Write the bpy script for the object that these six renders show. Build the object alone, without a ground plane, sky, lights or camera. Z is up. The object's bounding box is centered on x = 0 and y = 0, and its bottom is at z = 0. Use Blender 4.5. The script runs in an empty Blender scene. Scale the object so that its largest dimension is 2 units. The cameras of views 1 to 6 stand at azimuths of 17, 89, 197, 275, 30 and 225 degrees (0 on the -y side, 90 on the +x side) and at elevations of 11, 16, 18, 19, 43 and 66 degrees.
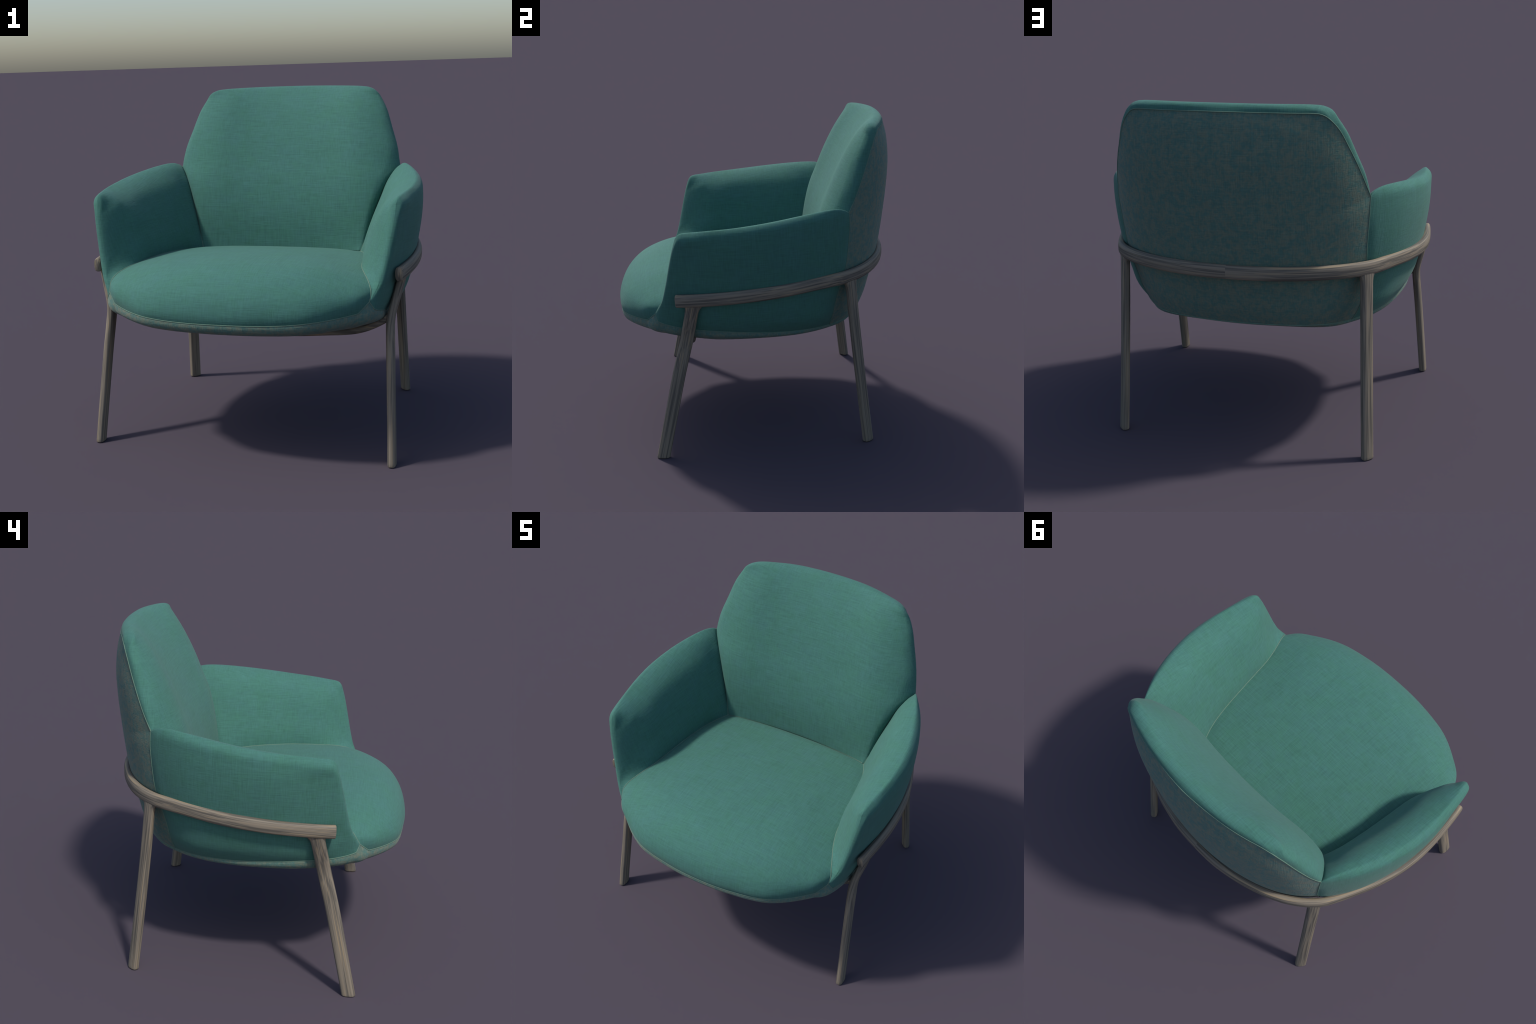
import bpy, math
import numpy as np
from mathutils import Matrix, Vector

# ------------------------------------------------------------------ helpers
def tangents(P, t):
    h = np.diff(t)
    hs = h.reshape((-1,) + (1,) * (P.ndim - 1))
    d = np.diff(P, axis=0) / hs
    m = np.empty_like(P)
    m[1:-1] = (d[:-1] * hs[1:] + d[1:] * hs[:-1]) / (hs[:-1] + hs[1:])
    if len(P) > 2:
        m[0] = ((2 * hs[0] + hs[1]) * d[0] - hs[0] * d[1]) / (hs[0] + hs[1])
        m[-1] = ((2 * hs[-1] + hs[-2]) * d[-1] - hs[-1] * d[-2]) / (hs[-1] + hs[-2])
    else:
        m[0] = m[-1] = d[0]
    return m

def spline(P, t, ts):
    """smooth curve through P (first axis) with parameters t, evaluated at ts"""
    P = np.asarray(P, float)
    m = tangents(P, t)
    i = np.clip(np.searchsorted(t, ts, side="right") - 1, 0, len(t) - 2)
    h = (t[i + 1] - t[i])
    s = ((ts - t[i]) / h).reshape((-1,) + (1,) * (P.ndim - 1))
    h = h.reshape(s.shape)
    return ((2*s**3 - 3*s**2 + 1) * P[i] + (s**3 - 2*s**2 + s) * h * m[i]
            + (-2*s**3 + 3*s**2) * P[i + 1] + (s**3 - s**2) * h * m[i + 1])

def chord(P):
    """mean chord parameters along axis 0 of a net (n, k, 3)"""
    d = np.linalg.norm(np.diff(P, axis=0), axis=-1)
    if d.ndim > 1:
        d = d.mean(axis=1)
    d = np.maximum(d, 1e-4) ** 0.75
    t = np.concatenate([[0], np.cumsum(d)])
    return t / t[-1]

def curve(P, n):
    P = np.asarray(P, float)
    t = chord(P)
    dense = spline(P, t, np.linspace(0, 1, 600))
    L = np.concatenate([[0], np.cumsum(np.linalg.norm(np.diff(dense, axis=0), axis=1))])
    u = np.linspace(0, L[-1], n)
    return np.stack([np.interp(u, L, dense[:, k]) for k in range(3)], 1)

def mirror(P):
    return np.asarray(P) * np.array([-1.0, 1.0, 1.0])

def sym_curve(P):
    """half curve starting on the mirror plane -> whole curve"""
    P = np.asarray(P, float)
    return np.concatenate([mirror(P[:0:-1]), P])

def sym_net(rows):
    net = np.asarray(rows, float)
    return np.concatenate([net[:, :0:-1] * np.array([-1.0, 1.0, 1.0]), net], axis=1)

def patch(net, nu, nv):
    """smooth surface through a net of points (rows, columns, 3)"""
    tr = chord(net)
    g = spline(net, tr, np.linspace(0, 1, nu))
    tc = chord(np.swapaxes(net, 0, 1))
    g = spline(np.swapaxes(g, 0, 1), tc, np.linspace(0, 1, nv))
    return np.swapaxes(g, 0, 1)

def new_object(name, verts, faces, mat, parent, smooth=True, origin=None):
    me = bpy.data.meshes.new(name)
    v = np.asarray(verts, float)
    o = np.zeros(3) if origin is None else np.asarray(origin, float)
    me.from_pydata([tuple(p) for p in (v - o)], [], faces)
    me.materials.append(mat)
    me.polygons.foreach_set("use_smooth", [smooth] * len(me.polygons))
    me.update()
    ob = bpy.data.objects.new(name, me)
    bpy.context.scene.collection.objects.link(ob)
    ob.location = o
    ob.parent = parent
    return ob

def fit_edge(border, inner, line, reach=8):
    """pull a patch border (n, 3) onto a seam line; the columns next to it follow, fading out"""
    L = curve(line, 800)
    for i in range(len(border)):
        d = L[np.argmin(((L - border[i]) ** 2).sum(1))] - border[i]
        border[i] += d
        for k in range(min(reach, inner.shape[1])):
            inner[i, k] += d * (1 - (k + 1) / (reach + 1)) ** 2

def relax(g, rounds, keep, along=False):
    """even out small creases of a patch, leaving a band of keep cells along its rim"""
    n, m = g.shape[:2]
    i, j = np.meshgrid(np.arange(n), np.arange(m), indexing="ij")
    e = np.minimum(i, n - 1 - i) if along else np.minimum(np.minimum(i, n - 1 - i), np.minimum(j, m - 1 - j))
    w = np.clip((e - keep) / 14.0, 0, 1)[..., None] * 0.5
    for _ in range(rounds):
        a = g.copy()
        if along:
            a[1:-1] = (g[:-2] + g[2:]) / 2
        else:
            a[1:-1, 1:-1] = (g[:-2, 1:-1] + g[2:, 1:-1] + g[1:-1, :-2] + g[1:-1, 2:]) / 4
        g = g + (a - g) * w
    return g

CORE = np.array([0.0, 0.05, 1.0])

def grid_object(name, g, mat, parent, flip=False, tuck=0.012):
    """grid of points -> mesh; its rim is turned in like a sewn seam allowance"""
    nu, nv = g.shape[:2]
    verts = [tuple(p) for p in g.reshape(-1, 3)]
    faces = []
    idx = lambda i, j: i * nv + j
    for i in range(nu - 1):
        for j in range(nv - 1):
            f = (idx(i, j), idx(i + 1, j), idx(i + 1, j + 1), idx(i, j + 1))
            faces.append(f[::-1] if flip else f)
    rim = [(0, j) for j in range(nv)] + [(i, nv - 1) for i in range(1, nu)] \
        + [(nu - 1, j) for j in range(nv - 2, -1, -1)] + [(i, 0) for i in range(nu - 2, 0, -1)]
    base = len(verts)
    cen = g.reshape(-1, 3).mean(axis=0) * 0.4 + CORE * 0.6
    for (i, j) in rim:
        p = g[i, j]
        d = cen - p
        verts.append(tuple(p + d / np.linalg.norm(d) * tuck))
    n = len(rim)
    for k in range(n):
        a, b = rim[k], rim[(k + 1) % n]
        f = (idx(*a), idx(*b), base + (k + 1) % n, base + k)
        faces.append(f if flip else f[::-1])
    ob = new_object(name, verts, faces, mat, parent)
    me = ob.data
    # keep the surface shading free of the turned-in rim
    edges = {tuple(sorted((idx(*rim[k]), idx(*rim[(k + 1) % n])))) for k in range(n)}
    for e in me.edges:
        if tuple(sorted(e.vertices)) in edges:
            e.use_edge_sharp = True
    return ob

def sweep(name, path, side, half_a, half_b, mat, parent, power=2.6, ns=32,
          cap=0.006, flare=None, end_planes=(None, None)):
    """sweep a soft-cornered section along path. side: direction of the section's a axis
    (one vector or one per point); half_a along it, half_b across."""
    path = np.asarray(path, float)
    n = len(path)
    T = np.gradient(path, axis=0)
    T /= np.linalg.norm(T, axis=1)[:, None]
    S = np.broadcast_to(np.asarray(side, float), path.shape).copy()
    S -= (S * T).sum(1)[:, None] * T
    S /= np.linalg.norm(S, axis=1)[:, None]
    B = np.cross(T, S)
    ang = np.linspace(0, 2 * math.pi, ns, endpoint=False)
    ca = np.sign(np.cos(ang)) * np.abs(np.cos(ang)) ** (2 / power)
    cb = np.sign(np.sin(ang)) * np.abs(np.sin(ang)) ** (2 / power)
    rings = []
    for i in range(n):
        fa = 1.0 if flare is None else flare[i]
        rings.append(path[i] + np.outer(ca, S[i]) * half_a * fa + np.outer(cb, B[i]) * half_b)
    def flatten(ring, c, t, z):
        # slide the ring's points along the member until they lie on height z
        return ring + np.outer((z - ring[:, 2]) / t[2], t)
    for k, (e, sgn) in enumerate(((0, 1), (n - 1, -1))):
        if end_planes[k] is not None:
            rings[e] = flatten(rings[e], path[e], T[e], end_planes[k] + (cap if True else 0))
    def capped(ring, t, out):
        c = ring.mean(axis=0)
        r1 = c + (ring - c) * 0.97 + t * out * cap * 0.55
        r2 = c + (ring - c) * 0.88 + t * out * cap
        return r1, r2
    t0 = np.array([0, 0, -1.0]) if end_planes[0] is not None else -T[0]
    t1 = np.array([0, 0, -1.0]) if end_planes[1] is not None else T[-1]
    a1, a2 = capped(rings[0], t0, 1.0)
    b1, b2 = capped(rings[-1], t1, 1.0)
    rings = [a2, a1] + rings + [b1, b2]
    verts = np.concatenate(rings)
    faces = []
    for i in range(len(rings) - 1):
        for j in range(ns):
            faces.append((i*ns + j, i*ns + (j+1) % ns, (i+1)*ns + (j+1) % ns, (i+1)*ns + j))
    faces.append(tuple(range(ns))[::-1])
    faces.append(tuple((len(rings) - 1) * ns + j for j in range(ns)))
    return new_object(name, verts, faces, mat, parent)

def cord(paths, r, name, mat, parent, ns=8):
    """round cords along several paths joined in one mesh"""
    V, F, off = [], [], 0
    for path in paths:
        path = np.asarray(path, float)
        n = len(path)
        T = np.gradient(path, axis=0)
        T /= np.linalg.norm(T, axis=1)[:, None]
        ref = np.array([0.31, 0.22, 0.93])
        S = np.cross(T, ref); S /= np.linalg.norm(S, axis=1)[:, None]
        B = np.cross(T, S)
        ang = np.linspace(0, 2 * math.pi, ns, endpoint=False)
        for i in range(n):
            V.append(path[i] + r * (np.outer(np.cos(ang), S[i]) + np.outer(np.sin(ang), B[i])))
        for i in range(n - 1):
            for j in range(ns):
                F.append((off + i*ns + j, off + i*ns + (j+1) % ns, off + (i+1)*ns + (j+1) % ns, off + (i+1)*ns + j))
        off += n * ns
    return new_object(name, np.concatenate(V), F, mat, parent)

# ---------------------------------------------------------------- materials
class Nodes:
    def __init__(self, name):
        self.mat = bpy.data.materials.new(name)
        self.mat.use_nodes = True
        self.nt = self.mat.node_tree
        self.nt.nodes.clear()
        self.out = self.nt.nodes.new("ShaderNodeOutputMaterial")
        self.bsdf = self.nt.nodes.new("ShaderNodeBsdfPrincipled")
        self.nt.links.new(self.bsdf.outputs[0], self.out.inputs[0])
        self.co = self.nt.nodes.new("ShaderNodeTexCoord").outputs["Object"]
    def link(self, a, b):
        self.nt.links.new(a, b)
    def put(self, sock, v):
        if hasattr(v, "links") or isinstance(v, bpy.types.NodeSocket):
            self.link(v, sock)
        else:
            sock.default_value = v
    def math(self, op, a, b=0.0, c=None, clamp=False):
        n = self.nt.nodes.new("ShaderNodeMath"); n.operation = op; n.use_clamp = clamp
        self.put(n.inputs[0], a); self.put(n.inputs[1], b)
        if c is not None: self.put(n.inputs[2], c)
        return n.outputs[0]
    def scale(self, vec, s, loc=(0, 0, 0), rot=(0, 0, 0)):
        n = self.nt.nodes.new("ShaderNodeMapping")
        n.inputs["Scale"].default_value = s
        n.inputs["Location"].default_value = loc
        n.inputs["Rotation"].default_value = rot
        self.link(vec, n.inputs[0])
        return n.outputs[0]
    def noise(self, vec, scale=1.0, detail=2.0, rough=0.5, dist=0.0):
        n = self.nt.nodes.new("ShaderNodeTexNoise")
        n.inputs["Scale"].default_value = scale
        n.inputs["Detail"].default_value = detail
        n.inputs["Roughness"].default_value = rough
        n.inputs["Distortion"].default_value = dist
        self.link(vec, n.inputs["Vector"])
        return n.outputs["Fac"]
    def ramp(self, fac, stops):
        n = self.nt.nodes.new("ShaderNodeValToRGB")
        cr = n.color_ramp
        while len(cr.elements) < len(stops): cr.elements.new(0.5)
        for e, (p, c) in zip(cr.elements, stops):
            e.position = p; e.color = (*c, 1)
        self.link(fac, n.inputs[0])
        return n.outputs[0]
    def remap(self, v, a, b, c=0.0, d=1.0):
        n = self.nt.nodes.new("ShaderNodeMapRange")
        n.inputs[1].default_value = a; n.inputs[2].default_value = b
        n.inputs[3].default_value = c; n.inputs[4].default_value = d
        self.link(v, n.inputs[0])
        return n.outputs[0]
    def mix(self, fac, a, b, mode="MIX"):
        n = self.nt.nodes.new("ShaderNodeMix"); n.data_type = "RGBA"; n.blend_type = mode
        self.put(n.inputs[0], fac)
        for s, v in ((n.inputs[6], a), (n.inputs[7], b)):
            if isinstance(v, tuple): s.default_value = (*v, 1)
            else: self.link(v, s)
        return n.outputs[2]
    def xyz(self, vec):
        n = self.nt.nodes.new("ShaderNodeSeparateXYZ"); self.link(vec, n.inputs[0])
        return n.outputs
    def vec(self, x, y, z):
        n = self.nt.nodes.new("ShaderNodeCombineXYZ")
        for s, v in zip(n.inputs, (x, y, z)): self.put(s, v)
        return n.outputs[0]
    def bump(self, h, strength, dist, normal=None):
        n = self.nt.nodes.new("ShaderNodeBump")
        n.inputs["Strength"].default_value = strength
        n.inputs["Distance"].default_value = dist
        self.link(h, n.inputs["Height"])
        if normal is not None: self.link(normal, n.inputs["Normal"])
        return n.outputs[0]
    def rim(self, blend):
        n = self.nt.nodes.new("ShaderNodeLayerWeight"); n.inputs[0].default_value = blend
        return n.outputs["Facing"]
    def finish(self, color, rough, normal=None, **kw):
        b = self.bsdf.inputs
        self.put(b["Base Color"], color if not isinstance(color, tuple) else (*color, 1))
        self.put(b["Roughness"], rough)
        if normal is not None: self.link(normal, b["Normal"])
        for k, v in kw.items(): self.put(b[k.replace("_", " ")], v)
        return self.mat

def weave(n):
    """linen: uneven threads along the three object axes; each face shows the two sets lying in it"""
    g = n.nt.nodes.new("ShaderNodeNewGeometry")
    nv = n.xyz(g.outputs["Normal"])
    sq = [n.math("MULTIPLY", v, v) for v in nv]
    total = None
    for a in range(3):
        b, c = [k for k in range(3) if k != a]
        pick = n.remap(n.math("SUBTRACT", sq[b], sq[c]), -0.15, 0.15)      # which of the other axes the face looks along
        sb = [11.0 if k == a else (40.0 if k == b else 190.0) for k in range(3)]
        sc = [11.0 if k == a else (40.0 if k == c else 190.0) for k in range(3)]
        nb, nc = n.noise(n.scale(n.co, sb), 1.0, 2.0, 0.55), n.noise(n.scale(n.co, sc), 1.0, 2.0, 0.55)
        t = n.math("ADD", nc, n.math("MULTIPLY", pick, n.math("SUBTRACT", nb, nc)))
        w = n.math("MULTIPLY", n.math("SUBTRACT", t, 0.5), n.math("SUBTRACT", 1.0, sq[a]))
        total = w if total is None else n.math("ADD", total, w)
    return n.remap(total, -0.36, 0.36)

def green_fabric():
    n = Nodes("green_linen")
    threads = weave(n)
    big = n.noise(n.co, 7.0, 4.0, 0.6)
    tone = n.noise(n.co, 26.0, 3.0, 0.6)
    hue = n.remap(n.math("ADD", n.math("MULTIPLY", big, 0.55), n.math("MULTIPLY", tone, 0.45)), 0.36, 0.64)
    col = n.mix(hue, (0.054, 0.161, 0.123), (0.058, 0.162, 0.141))
    dark = n.ramp(threads, [(0.0, (0.83, 0.83, 0.83)), (0.5, (1, 1, 1)), (1.0, (1.15, 1.15, 1.14))])
    col = n.mix(1.0, col, dark, "MULTIPLY")
    painted_sheen = n.math("POWER", n.rim(0.35), 1.8)  # base colour lightened at grazing view angles to paint the linen's bright rim sheen
    col = n.mix(n.math("MULTIPLY", painted_sheen, 0.16), col, (0.15, 0.33, 0.27))
    bump = n.bump(threads, 0.22, 0.003)
    return n.finish(col, 0.85, bump, Sheen_Weight=0.06, Sheen_Roughness=0.5, Specular_IOR_Level=0.15)

def mottled_fabric():
    n = Nodes("mottled_backing_cloth")
    threads = weave(n)
    blot = n.noise(n.co, 30.0, 5.0, 0.66, 0.5)
    fine = n.noise(n.co, 75.0, 2.0, 0.6)
    m = n.remap(n.math("ADD", n.math("MULTIPLY", blot, 0.7), n.math("MULTIPLY", fine, 0.3)), 0.43, 0.57)
    col = n.mix(m, (0.080, 0.160, 0.140), (0.138, 0.178, 0.138))
    dark = n.ramp(threads, [(0.0, (0.86, 0.86, 0.86)), (1.0, (1.14, 1.14, 1.13))])
    col = n.mix(1.0, col, dark, "MULTIPLY")
    painted_sheen = n.math("POWER", n.rim(0.4), 1.7)  # grazing sunlight on the shell edges, tinted paler and browner into the cloth colour
    sheen_colour = n.mix(m, (0.15, 0.27, 0.25), (0.30, 0.285, 0.215))
    col = n.mix(n.math("MULTIPLY", painted_sheen, 0.52), col, sheen_colour)
    return n.finish(col, 0.9, n.bump(threads, 0.3, 0.004), Sheen_Weight=0.06, Specular_IOR_Level=0.12)

def seam_thread():
    n = Nodes("seam_cord")
    v = n.noise(n.co, 60.0, 2.0)
    col = n.mix(v, (0.09, 0.19, 0.15), (0.16, 0.215, 0.165))
    return n.finish(col, 0.9, Specular_IOR_Level=0.1)

def wood_colour(n, g):
    """g: vector stretched along the grain"""
    broad = n.noise(n.scale(g, (1, 1, 1)), 1.0, 1.0, 0.5, 0.2)
    fine = n.noise(n.scale(g, (2.4, 2.4, 1.6), (5, 3, 1)), 1.0, 2.0, 0.6)
    streak = n.noise(n.scale(g, (1.3, 1.3, 0.8), (11, 7, 2)), 1.0, 1.0, 0.5)
    h = n.math("ADD", n.math("MULTIPLY", broad, 0.62), n.math("MULTIPLY", fine, 0.38))
    base = n.ramp(h, [(0.37, (0.100, 0.090, 0.075)), (0.46, (0.143, 0.126, 0.104)), (0.53, (0.207, 0.177, 0.137)), (0.63, (0.242, 0.204, 0.155))])
    col = n.mix(n.remap(streak, 0.58, 0.72), base, (0.30, 0.232, 0.148))
    return n.finish(col, 0.62, n.bump(h, 0.3, 0.004), Specular_IOR_Level=0.25)

def leg_wood(z0=10.0, sx=0.0, sy=0.0):
    """straight grain along local z; above height z0 it leans with the bend of the leg"""
    n = Nodes("grey_oak_straight_grain")
    c = n.xyz(n.co)
    dz = n.math("SUBTRACT", c[2], z0)
    t = n.math("MULTIPLY", n.math("ADD", dz, n.math("SQRT", n.math("MULTIPLY_ADD", dz, dz, 0.008))), 0.5)
    x = n.math("SUBTRACT", c[0], n.math("MULTIPLY", t, sx))
    y = n.math("SUBTRACT", c[1], n.math("MULTIPLY", t, sy))
    return wood_colour(n, n.vec(n.math("MULTIPLY", x, 105.0), n.math("MULTIPLY", y, 105.0), n.math("MULTIPLY", c[2], 2.0)))

def rail_wood():
    """grain that follows the bent rail: its plan is a superellipse with slightly toed-in ends,
    its height falls towards the front"""
    n = Nodes("grey_oak_bent_grain")
    s = n.xyz(n.co)
    yy = n.math("ADD", s[1], 0.13)
    back, fore = n.math("MAXIMUM", yy, 0.0), n.math("MINIMUM", yy, 0.0)
    ax = n.math("ADD", n.math("ABSOLUTE", s[0]), n.math("MULTIPLY", n.math("MULTIPLY", fore, fore), 0.34))
    q = n.math("ADD", n.math("POWER", n.math("DIVIDE", ax, 0.919), 2.5), n.math("POWER", n.math("DIVIDE", back, 0.966), 2.5))
    r = n.math("POWER", q, 0.4)
    far = n.math("MAXIMUM", n.math("SUBTRACT", s[1], 0.4), 0.0)
    zc = n.math("SUBTRACT", n.math("MULTIPLY_ADD", s[1], 0.0725, 1.0546), n.math("MULTIPLY", n.math("MULTIPLY", far, far), 0.0956))
    ge = n.nt.nodes.new("ShaderNodeNewGeometry")
    cut = n.math("GREATER_THAN", n.math("MULTIPLY", n.xyz(ge.outputs["Normal"])[1], -1.0), 0.8)
    zz = n.math("MULTIPLY", n.math("SUBTRACT", s[2], zc), n.math("MULTIPLY_ADD", cut, -0.85, 1.0))
    a = n.math("ARCTAN2", s[0], n.math("SUBTRACT", 0.0, yy))
    g = n.vec(n.math("MULTIPLY", r, n.math("MULTIPLY_ADD", cut, 60.0, 60.0)), n.math("MULTIPLY", zz, 105.0), n.math("MULTIPLY", a, 1.5))
    return wood_colour(n, g)

def bar_wood():
    n = Nodes("grey_oak_crossways_grain")
    return wood_colour(n, n.scale(n.co, (2.2, 95, 95)))

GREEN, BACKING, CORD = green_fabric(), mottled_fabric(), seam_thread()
RAILWOOD, BARWOOD = rail_wood(), bar_wood()

# -------------------------------------------------------------------- chair
chair = bpy.data.objects.new("upholstered_armchair", None)
bpy.context.scene.collection.objects.link(chair)
chair["label"] = "green linen shell armchair on a bent grey oak frame"
chair["category"] = "armchair"

# seam lines (right half, x >= 0), all in metres
PINCH = (0.728, 0.576, 1.489)
CORNER = (0.541, 0.7655, 1.931)
APEX = (0.745, -0.617, 0.904)
NOTCH_SEAT, NOTCH_ARM = (0.693, -0.669, 0.850), (0.767, -0.599, 0.863)
HEEL = (0.600, 0.458, 0.738)
back_top = [(0, 0.867, 1.961), (0.17, 0.854, 1.959), (0.32, 0.831, 1.956), (0.41, 0.809, 1.954), (0.47, 0.790, 1.952), (0.51, 0.778, 1.947), CORNER]
back_side = [CORNER, (0.572, 0.7495, 1.899), (0.600, 0.731, 1.857), (0.639, 0.697, 1.766), (0.674, 0.661, 1.675), (0.703, 0.622, 1.582), PINCH]
arm_back = [PINCH, (0.7255, 0.581, 1.415), (0.720, 0.577, 1.341), (0.713, 0.571, 1.266), (0.705, 0.556, 1.150),
            (0.695, 0.524, 1.035), (0.675, 0.497, 0.930), (0.650, 0.478, 0.830), HEEL]
inner_back = [PINCH, (0.695, 0.530, 1.452), (0.663, 0.493, 1.413), (0.622, 0.454, 1.310), (0.585, 0.417, 1.203), (0.552, 0.380, 1.093), (0.517, 0.332, 0.990)]
seat_back = [(0, 0.382, 0.985), (0.19, 0.378, 0.985), (0.34, 0.365, 0.987), (0.45, 0.348, 0.990), (0.49, 0.340, 0.990), (0.517, 0.332, 0.990)]
seat_arm = [(0.517, 0.332, 0.990), (0.562, 0.222, 1.001), (0.587, 0.113, 1.014), (0.604, 0, 1.024), (0.619, -0.111, 1.031),
            (0.635, -0.223, 1.033), (0.653, -0.335, 1.031), (0.686, -0.442, 1.021), (0.705, -0.487, 1.011), (0.726, -0.535, 0.996), (0.739, -0.566, 0.978),
            (0.748, -0.586, 0.956), (0.749, -0.594, 0.942), (0.748, -0.602, 0.928), APEX]
def then(start, pts, n, first=True):
    """a straight run into or out of a smooth curve, keeping the corner between them"""
    line = np.linspace(start[0], start[1], 14)
    c = curve(pts, n)
    return np.concatenate([line, c[1:]]) if first else np.concatenate([c, line[1:]])
seat_front = then((NOTCH_SEAT, APEX), [(0, -0.896, 0.815), (0.14, -0.891, 0.815), (0.25, -0.878, 0.816), (0.35, -0.863, 0.820), (0.45, -0.838, 0.827),
              (0.53, -0.797, 0.833), (0.61, -0.740, 0.840), NOTCH_SEAT], 110, first=False)
arm_foot = then((APEX, NOTCH_ARM), [NOTCH_ARM, (0.776, -0.560, 0.848), (0.788, -0.500, 0.833), (0.799, -0.400, 0.816), (0.808, -0.250, 0.800), (0.808, -0.100, 0.787),
            (0.782, 0.080, 0.768), (0.733, 0.260, 0.756), (0.674, 0.370, 0.748), HEEL], 120)
pan_back = [(0, 0.700, 0.757), (0.20, 0.672, 0.755), (0.40, 0.600, 0.746), (0.51, 0.533, 0.742), HEEL]

# ---- seat cushion: rows from the back seam to the front seam, centre to side
seat_rows = [
    seat_back,
    [(0, 0.355, 1.002), (0.19, 0.350, 1.002), (0.34, 0.336, 1.002), (0.45, 0.320, 0.999), (0.50, 0.308, 0.996), (0.530, 0.298, 0.993)],
    [(0, 0.22, 1.028), (0.20, 0.22, 1.026), (0.36, 0.216, 1.022), (0.48, 0.212, 1.016), (0.535, 0.211, 1.009), (0.565, 0.211, 1.002)],
    [(0, 0.0, 1.062), (0.21, 0, 1.058), (0.38, 0, 1.051), (0.51, 0, 1.036), (0.573, 0, 1.029), (0.604, 0, 1.024)],
    [(0, -0.25, 1.088), (0.22, -0.247, 1.083), (0.40, -0.242, 1.071), (0.54, -0.235, 1.050), (0.605, -0.230, 1.039), (0.636, -0.225, 1.033)],
    [(0, -0.50, 1.095), (0.25, -0.49, 1.088), (0.43, -0.475, 1.076), (0.57, -0.465, 1.050), (0.65, -0.458, 1.031), (0.690, -0.453, 1.019)],
    [(0, -0.68, 1.078), (0.25, -0.665, 1.070), (0.44, -0.63, 1.057), (0.585, -0.585, 1.033), (0.683, -0.570, 1.003), (0.738, -0.566, 0.978)],
    [(0, -0.80, 1.030), (0.25, -0.790, 1.022), (0.445, -0.740, 1.012), (0.605, -0.670, 0.992), (0.697, -0.628, 0.972), (0.748, -0.586, 0.956)],
    [(0, -0.872, 0.955), (0.25, -0.860, 0.947), (0.458, -0.808, 0.952), (0.615, -0.728, 0.945), (0.702, -0.668, 0.938), (0.7485, -0.598, 0.936)],
    [(0, -0.902, 0.865), (0.25, -0.886, 0.866), (0.455, -0.842, 0.874), (0.615, -0.748, 0.886), (0.698, -0.680, 0.893), (0.746, -0.609, 0.918)],
    [(0, -0.896, 0.815), (0.25, -0.878, 0.816), (0.45, -0.838, 0.827), (0.61, -0.740, 0.840), NOTCH_SEAT, APEX],
]
seat = relax(patch(sym_net(seat_rows), 130, 150), 30, 6)
T = lambda g: np.swapaxes(g, 0, 1)
fit_edge(seat[0], T(seat[1:]), sym_curve(seat_back))
fit_edge(seat[-1], T(seat[-2::-1]), sym_curve(seat_front))
fit_edge(seat[:, -1], seat[:, -2::-1], seat_arm)
fit_edge(seat[:, 0], seat[:, 1:], mirror(seat_arm))
grid_object("seat_cushion", seat, GREEN, chair, flip=True)

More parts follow.
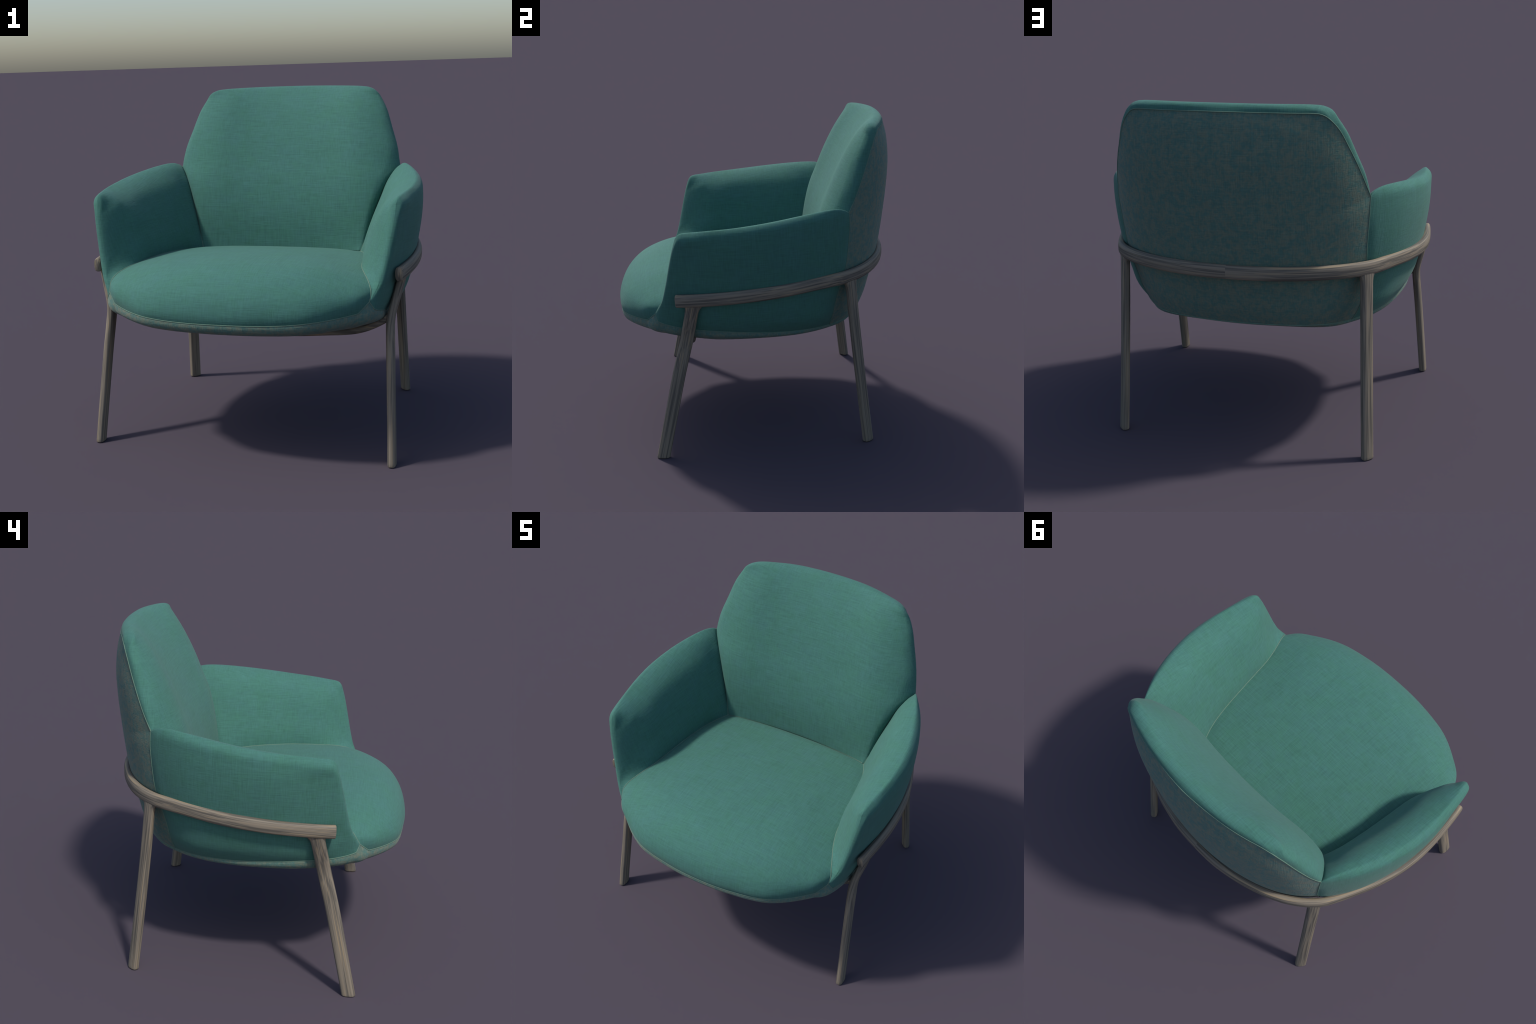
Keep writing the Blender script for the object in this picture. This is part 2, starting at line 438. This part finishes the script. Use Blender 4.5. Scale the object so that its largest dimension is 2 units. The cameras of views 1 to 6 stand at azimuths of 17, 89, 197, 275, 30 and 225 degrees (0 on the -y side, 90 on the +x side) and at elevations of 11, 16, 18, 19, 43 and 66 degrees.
# ---- backrest cushion: rows from the seat up and over the top edge
def lvl(z, *xy):
    return [(x, y, z) for x, y in xy]
back_rows = [
    [(0, 0.382, 0.985), (0.24, 0.376, 0.985), (0.40, 0.357, 0.988), (0.46, 0.348, 0.990), (0.488, 0.341, 0.990), (0.502, 0.337, 0.990), (0.511, 0.334, 0.990), (0.517, 0.332, 0.990)],
    lvl(1.06, (0, 0.384), (0.25, 0.378), (0.42, 0.362), (0.485, 0.355), (0.514, 0.354), (0.528, 0.356), (0.536, 0.361), (0.541, 0.366)),
    lvl(1.20, (0, 0.393), (0.26, 0.387), (0.44, 0.374), (0.515, 0.374), (0.550, 0.380), (0.568, 0.391), (0.578, 0.403), (0.584, 0.416)),
    lvl(1.32, (0, 0.418), (0.27, 0.410), (0.45, 0.394), (0.535, 0.398), (0.583, 0.410), (0.608, 0.426), (0.619, 0.441), (0.626, 0.458)),
    lvl(1.44, (0, 0.456), (0.27, 0.445), (0.46, 0.425), (0.555, 0.434), (0.622, 0.457), (0.658, 0.479), (0.674, 0.497), (0.684, 0.518)),
    [(0, 0.498, 1.54), (0.27, 0.486, 1.538), (0.465, 0.463, 1.534), (0.572, 0.476, 1.527), (0.662, 0.510, 1.514), (0.705, 0.543, 1.501), (0.721, 0.561, 1.495), PINCH],
    [(0, 0.533, 1.62), (0.27, 0.520, 1.62), (0.465, 0.497, 1.62), (0.578, 0.513, 1.615), (0.668, 0.548, 1.606), (0.703, 0.582, 1.596), (0.712, 0.604, 1.588), (0.703, 0.622, 1.582)],
    [(0, 0.594, 1.74), (0.27, 0.580, 1.74), (0.455, 0.552, 1.74), (0.550, 0.566, 1.74), (0.628, 0.597, 1.738), (0.661, 0.630, 1.733), (0.668, 0.656, 1.728), (0.655, 0.683, 1.725)],
    [(0, 0.662, 1.85), (0.26, 0.646, 1.85), (0.435, 0.611, 1.85), (0.522, 0.622, 1.85), (0.585, 0.645, 1.850), (0.617, 0.666, 1.848), (0.628, 0.694, 1.844), (0.608, 0.725, 1.842)],
    [(0, 0.726, 1.932), (0.25, 0.710, 1.932), (0.41, 0.671, 1.932), (0.492, 0.675, 1.932), (0.548, 0.687, 1.932), (0.578, 0.702, 1.926), (0.590, 0.723, 1.912), (0.572, 0.7495, 1.899)],
    [(0, 0.782, 1.986), (0.25, 0.766, 1.985), (0.40, 0.729, 1.984), (0.470, 0.716, 1.983), (0.522, 0.710, 1.977), (0.555, 0.714, 1.961), (0.570, 0.730, 1.939), (0.553, 0.7595, 1.921)],
    [(0, 0.818, 1.999), (0.25, 0.801, 1.997), (0.40, 0.766, 1.993), (0.464, 0.750, 1.989), (0.508, 0.740, 1.982), (0.538, 0.741, 1.967), (0.553, 0.747, 1.945), (0.547, 0.7625, 1.927)],
    [(0, 0.850, 1.989), (0.25, 0.834, 1.986), (0.40, 0.801, 1.980), (0.460, 0.785, 1.976), (0.500, 0.773, 1.970), (0.525, 0.767, 1.958), (0.540, 0.764, 1.944), (0.543, 0.764, 1.930)],
    [(0, 0.865, 1.961), (0.25, 0.838, 1.957), (0.40, 0.807, 1.954), (0.46, 0.790, 1.952), (0.498, 0.780, 1.949), (0.520, 0.773, 1.943), (0.532, 0.769, 1.938), CORNER],
]
back = relax(patch(sym_net(back_rows), 180, 170), 170, 16)
fit_edge(back[0], T(back[1:]), sym_curve(seat_back))
fit_edge(back[-1], T(back[-2::-1]), sym_curve(back_top))
half_rim = np.concatenate([curve(inner_back[::-1], 60), curve(back_side[::-1], 60)[1:]])
fit_edge(back[:, -1], back[:, -2::-1], half_rim)
fit_edge(back[:, 0], back[:, 1:], mirror(half_rim))
grid_object("backrest_cushion", back, GREEN, chair)

# ---- armrests: sections from the outer foot seam over the crest to the seat seam
def arm_section(outer, inner, n=34):
    a, b = curve(outer, n), curve(inner, n)
    return np.concatenate([a, b[1:]])

# line of the rounded front edge, top to bottom
edge = [(0.863, -0.462, 1.403), (0.857, -0.485, 1.330), (0.844, -0.505, 1.250), (0.829, -0.524, 1.165), (0.812, -0.544, 1.080),
        (0.790, -0.571, 0.990), (0.772, -0.592, 0.950), APEX]
def shifted(dx, dy, k):
    """front-edge line moved by (dx, dy), fading towards its lower end by k"""
    return [(p[0] + dx * (1 - k * (i / 7) ** 2), p[1] + dy * (1 - k * (i / 7) ** 2), p[2]) for i, p in enumerate(edge)]
top1, top2 = (0.868, -0.438, 1.432), (0.878, -0.375, 1.441)
e_out1 = [top1, (0.890, -0.446, 1.405)] + shifted(0.023, 0.011, 0.4)[1:-2] + [(0.786, -0.584, 0.938), (0.757, -0.607, 0.882)]
e_in1 = [top1, (0.852, -0.443, 1.423), (0.839, -0.452, 1.396)] + shifted(-0.025, 0.011, 0.5)[1:-3] + [(0.776, -0.569, 0.990), (0.762, -0.587, 0.958), (0.749, -0.598, 0.935)]
e_out2 = [top2, (0.910, -0.386, 1.408)] + shifted(0.040, 0.068, 0.2)[1:-2] + [(0.812, -0.516, 0.915), (0.786, -0.515, 0.837)]
e_in2 = [top2, (0.852, -0.380, 1.433), (0.826, -0.385, 1.414), (0.804, -0.392, 1.388), (0.786, -0.402, 1.357), (0.775, -0.414, 1.315), (0.766, -0.432, 1.245), (0.757, -0.455, 1.165), (0.746, -0.482, 1.080), (0.736, -0.510, 1.025), (0.727, -0.537, 0.995)]

arm_rows = [
    arm_section(arm_back[::-1], inner_back),
    arm_section([(0.612, 0.437, 0.741), (0.672, 0.460, 0.830), (0.700, 0.477, 0.930), (0.724, 0.500, 1.035), (0.738, 0.527, 1.150), (0.750, 0.541, 1.290), (0.755, 0.546, 1.420), (0.752, 0.549, 1.485), (0.743, 0.550, 1.508)],
                [(0.743, 0.550, 1.508), (0.712, 0.523, 1.488), (0.670, 0.474, 1.425), (0.626, 0.428, 1.310), (0.585, 0.392, 1.203), (0.550, 0.354, 1.093), (0.524, 0.316, 0.991)]),
    arm_section([(0.637, 0.414, 0.744), (0.703, 0.430, 0.830), (0.730, 0.445, 0.930), (0.755, 0.462, 1.040), (0.773, 0.478, 1.150), (0.788, 0.489, 1.300), (0.793, 0.491, 1.420), (0.788, 0.494, 1.490), (0.766, 0.500, 1.525)],
                [(0.766, 0.500, 1.525), (0.728, 0.478, 1.500), (0.682, 0.434, 1.425), (0.634, 0.388, 1.310), (0.592, 0.352, 1.203), (0.556, 0.318, 1.093), (0.535, 0.288, 0.995)]),
    arm_section([(0.690, 0.345, 0.750), (0.755, 0.348, 0.820), (0.787, 0.354, 0.920), (0.813, 0.362, 1.040), (0.834, 0.372, 1.150), (0.851, 0.378, 1.300), (0.855, 0.380, 1.420), (0.848, 0.378, 1.487), (0.818, 0.376, 1.518)],
                [(0.818, 0.376, 1.518), (0.770, 0.368, 1.502), (0.704, 0.346, 1.435), (0.647, 0.318, 1.320), (0.606, 0.288, 1.203), (0.574, 0.254, 1.093), (0.562, 0.222, 1.001)]),
    arm_section([(0.766, 0.130, 0.765), (0.822, 0.122, 0.830), (0.861, 0.120, 0.930), (0.886, 0.117, 1.040), (0.908, 0.114, 1.150), (0.928, 0.114, 1.300), (0.931, 0.114, 1.400), (0.924, 0.112, 1.458), (0.894, 0.112, 1.487)],
                [(0.894, 0.112, 1.487), (0.838, 0.112, 1.475), (0.756, 0.110, 1.420), (0.696, 0.105, 1.325), (0.646, 0.095, 1.210), (0.608, 0.082, 1.105), (0.593, 0.075, 1.018)]),
    arm_section([(0.808, -0.100, 0.787), (0.848, -0.095, 0.850), (0.879, -0.095, 0.940), (0.899, -0.095, 1.040), (0.922, -0.095, 1.150), (0.943, -0.095, 1.290), (0.945, -0.095, 1.390), (0.937, -0.095, 1.436), (0.908, -0.095, 1.465)],
                [(0.908, -0.095, 1.465), (0.856, -0.097, 1.452), (0.780, -0.100, 1.405), (0.722, -0.102, 1.320), (0.672, -0.106, 1.210), (0.633, -0.110, 1.108), (0.619, -0.111, 1.031)]),
    arm_section([(0.807, -0.275, 0.803), (0.841, -0.272, 0.860), (0.866, -0.268, 0.940), (0.888, -0.265, 1.040), (0.906, -0.262, 1.140), (0.924, -0.260, 1.280), (0.928, -0.260, 1.380), (0.922, -0.260, 1.422), (0.897, -0.262, 1.452)],
                [(0.897, -0.262, 1.452), (0.848, -0.265, 1.435), (0.772, -0.270, 1.380), (0.719, -0.281, 1.300), (0.688, -0.296, 1.205), (0.660, -0.311, 1.110), (0.650, -0.322, 1.032)]),
    arm_section(e_out2[::-1], e_in2),
    arm_section(e_out1[::-1], e_in1),
    arm_section(edge[::-1], edge),
]
arm = patch(np.array(arm_rows), 130, 160)
arm = relax(arm, 60, 5, along=True)
fit_edge(arm[:, 0], arm[:, 1:], arm_foot)
fit_edge(arm[:, -1], arm[:, -2::-1], seat_arm)
grid_object("armrest", arm, GREEN, chair, tuck=0.004)
grid_object("armrest", mirror(arm), GREEN, chair, flip=True, tuck=0.004)

# ---- rear shell panel: bowed across, with a rolled-in foot
side_a, side_b = curve(back_side, 61), curve(arm_back, 61)
spine = curve([(0, 0.863, 1.961), (0, 0.886, 1.880), (0, 0.897, 1.790), (0, 0.9005, 1.700), (0, 0.893, 1.580), (0, 0.876, 1.430),
               (0, 0.853, 1.270), (0, 0.832, 1.155), (0, 0.800, 1.030), (0, 0.771, 0.935), (0, 0.745, 0.850), (0, 0.700, 0.757)], 120)
side = np.concatenate([side_a[:-1], side_b])[:120]
side[-1] = HEEL
cols = np.linspace(0, 1, 60)
shell = np.zeros((120, 60, 3))
top_c, foot_c = curve(back_top, 60), curve(pan_back, 60)
for i in range(120):
    c, s = spine[i], side[i]
    x = s[0] * cols
    a = 0.36
    b = (c[1] - s[1] - a * s[0] ** 2) / s[0] ** 6
    y = c[1] - a * x ** 2 - b * x ** 6
    z = c[2] + (s[2] - c[2]) * cols ** 2.5
    row = np.stack([x, y, z], 1)
    wt, wb = max(0.0, 1 - i / 10) ** 2, max(0.0, 1 - (119 - i) / 10) ** 2
    if wt > 0:
        tc = np.stack([np.interp(x, top_c[:, 0], top_c[:, k]) for k in range(3)], 1)
        if i == 0: row = tc
        else:
            dlt = np.interp(x, top_c[:, 0], top_c[:, 2]) - (1.961 + (CORNER[2] - 1.961) * cols ** 2.5)
            row[:, 2] += wt * dlt
    shell[i] = row
shell[0] = np.stack([np.interp(CORNER[0] * cols, top_c[:, 0], top_c[:, k]) for k in range(3)], 1)
full = np.concatenate([mirror(shell[:, :0:-1]), shell], axis=1)
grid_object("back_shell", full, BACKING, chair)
foot_line = shell[-1]

# ---- seat pan: shallow bowl inside the foot seams
loop = np.concatenate([seat_front, arm_foot[1:], foot_line[::-1][1:]])
loop = np.concatenate([loop, mirror(loop[::-1][1:-1])])
cen = np.array([0.0, -0.1])
FLOOR = 0.685
u = np.linspace(0, 1, 34) ** 1.4
def lip(*pts):
    """rolled edge: inward distance and share of the drop to the flat bottom"""
    P = np.array([(p[0], p[1], 0.0) for p in pts])
    t = chord(P)
    return spline(P, t, u)[:, :2]
front = lip((0, 0), (-0.002, 0.09), (0.000, 0.20), (0.012, 0.34), (0.05, 0.49), (0.15, 0.71), (0.30, 0.92), (0.52, 1.0))
flank = lip((0, 0), (-0.003, 0.12), (0.000, 0.26), (0.014, 0.42), (0.05, 0.60), (0.10, 0.78), (0.20, 0.96), (0.42, 1.0))
rear = lip((0, 0), (0.006, 0.08), (0.02, 0.17), (0.06, 0.42), (0.12, 0.74), (0.17, 0.92), (0.30, 1.0), (0.46, 1.0))
# below its sewn edge the pan runs straight past the two notches
base = loop.copy()
k0 = int(np.argmin(((loop - np.array(APEX)) ** 2).sum(1)))
full_fill = curve([NOTCH_SEAT, (0.735, -0.641, 0.853), NOTCH_ARM], 27)
base[k0 - 13:k0 + 14] = full_fill
k1 = int(np.argmin(((loop - mirror(APEX)) ** 2).sum(1)))
base[k1 - 13:k1 + 14] = mirror(full_fill)[::-1]
d = base[:, :2] - cen
dn = d / np.array([0.8, 0.85]); ny = -dn[:, 1] / np.linalg.norm(dn, axis=1)
soft = lambda x, a, b: (lambda q: q * q * (3 - 2 * q))(np.clip((x - a) / (b - a), 0, 1))
wf, wr = soft(ny, 0.15, 0.55), soft(-ny, 0.72, 0.97)
dh = d / np.linalg.norm(d, axis=1)[:, None]
V, F = [], []
nl = len(loop)
for k in range(len(u)):
    pr = front[k] * wf[:, None] + rear[k] * wr[:, None] + flank[k] * (1 - wf - wr)[:, None]
    b = loop + (base - loop) * min(1.0, k / 5)
    V.append(np.stack([b[:, 0] - dh[:, 0] * pr[:, 0], b[:, 1] - dh[:, 1] * pr[:, 0], b[:, 2] + (FLOOR - b[:, 2]) * pr[:, 1]], 1))
for i in range(len(u) - 1):
    for j in range(nl):
        F.append((i*nl + j, (i+1)*nl + j, (i+1)*nl + (j+1) % nl, i*nl + (j+1) % nl))
F.append(tuple((len(u) - 1) * nl + j for j in range(nl)))
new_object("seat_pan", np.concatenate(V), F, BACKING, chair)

# ---- sewn seam cords
both = lambda c: [c, mirror(c)]
paths = [sym_curve(curve(back_top, 50)), sym_curve(curve(seat_back, 40)), sym_curve(seat_front), sym_curve(foot_line)]
for c in (back_side, arm_back, inner_back, seat_arm):
    paths += both(curve(c, 70))
paths += both(arm_foot)
cord(paths, 0.0032, "seam_cord", CORD, chair)

# ---- bent wooden frame
rail_half = [(0, 0.836, 1.097), (0.15, 0.830, 1.097), (0.26, 0.812, 1.097), (0.38, 0.781, 1.096), (0.49, 0.740, 1.096), (0.60, 0.682, 1.095), (0.69, 0.610, 1.093),
             (0.745, 0.543, 1.090), (0.783, 0.466, 1.087), (0.820, 0.375, 1.082), (0.858, 0.272, 1.075), (0.886, 0.175, 1.067), (0.907, 0.075, 1.060),
             (0.918, -0.030, 1.053), (0.919, -0.134, 1.045), (0.911, -0.248, 1.037), (0.897, -0.362, 1.030), (0.880, -0.471, 1.026)]
rail_path = curve(sym_curve(rail_half), 240)
sweep("rail", rail_path, (0, 0, 1), 0.0392, 0.0225, RAILWOOD, chair, power=2.7, ns=40)

def leg(path, broad, half_a, half_b, top_flare, zf, bend=None):
    pth = curve(path, 70)
    L = np.concatenate([[0], np.cumsum(np.linalg.norm(np.diff(pth, axis=0), axis=1))])
    fl = 1 + top_flare * np.exp(-np.maximum(L - zf, 0) / 0.014)
    for sx in (1, -1):
        P = pth if sx > 0 else mirror(pth)
        b = np.array(broad, float) * (1 if sx > 0 else np.array([-1, 1, 1]))
        ob = sweep("leg", P, b, half_a, half_b, BARWOOD, chair, power=2.7, ns=36, flare=fl, end_planes=(None, 0.0))
        # local z of the leg runs along its length so that the grain follows it
        me = ob.data
        lo = Vector(P[-1])
        axis = (Vector(P[len(P) // 2]) - lo).normalized()
        q = axis.to_track_quat("Z", "Y")
        me.transform(q.to_matrix().inverted().to_4x4() @ Matrix.Translation(-lo))
        ob.rotation_euler = q.to_euler()
        loc = [q.inverted() @ (Vector(p) - lo) for p in P]
        top, zb = loc[0], bend if bend else 10.0
        k = max(top.z - zb, 1e-3)
        me.materials[0] = leg_wood(zb, top.x / k if bend else 0.0, top.y / k if bend else 0.0)
        ob.location = lo

leg([(0.889, -0.368, 1.035), (0.872, -0.385, 0.955), (0.850, -0.403, 0.870), (0.832, -0.418, 0.800), (0.826, -0.430, 0.748), (0.828, -0.448, 0.680),
     (0.834, -0.480, 0.560), (0.846, -0.541, 0.300), (0.859, -0.610, 0.0)], (0, 1, 0), 0.0400, 0.023, 0.50, 0.040, bend=0.76)
leg([(0.708, 0.578, 1.09), (0.711, 0.585, 1.03), (0.717, 0.604, 0.80), (0.726, 0.632, 0.50), (0.735, 0.660, 0.22), (0.743, 0.683, 0.0)],
    (0.66, -0.75, 0), 0.0365, 0.0235, 0.45, 0.036)

bar_half = [(0, -0.41, 0.658), (0.30, -0.41, 0.661), (0.475, -0.41, 0.674), (0.583, -0.41, 0.683), (0.637, -0.41, 0.692), (0.69, -0.41, 0.708), (0.745, -0.412, 0.733), (0.79, -0.415, 0.760), (0.830, -0.419, 0.792)]
sweep("crossbar", curve(sym_curve(bar_half), 120), (0, 1, 0), 0.026, 0.020, BARWOOD, chair, power=2.6)
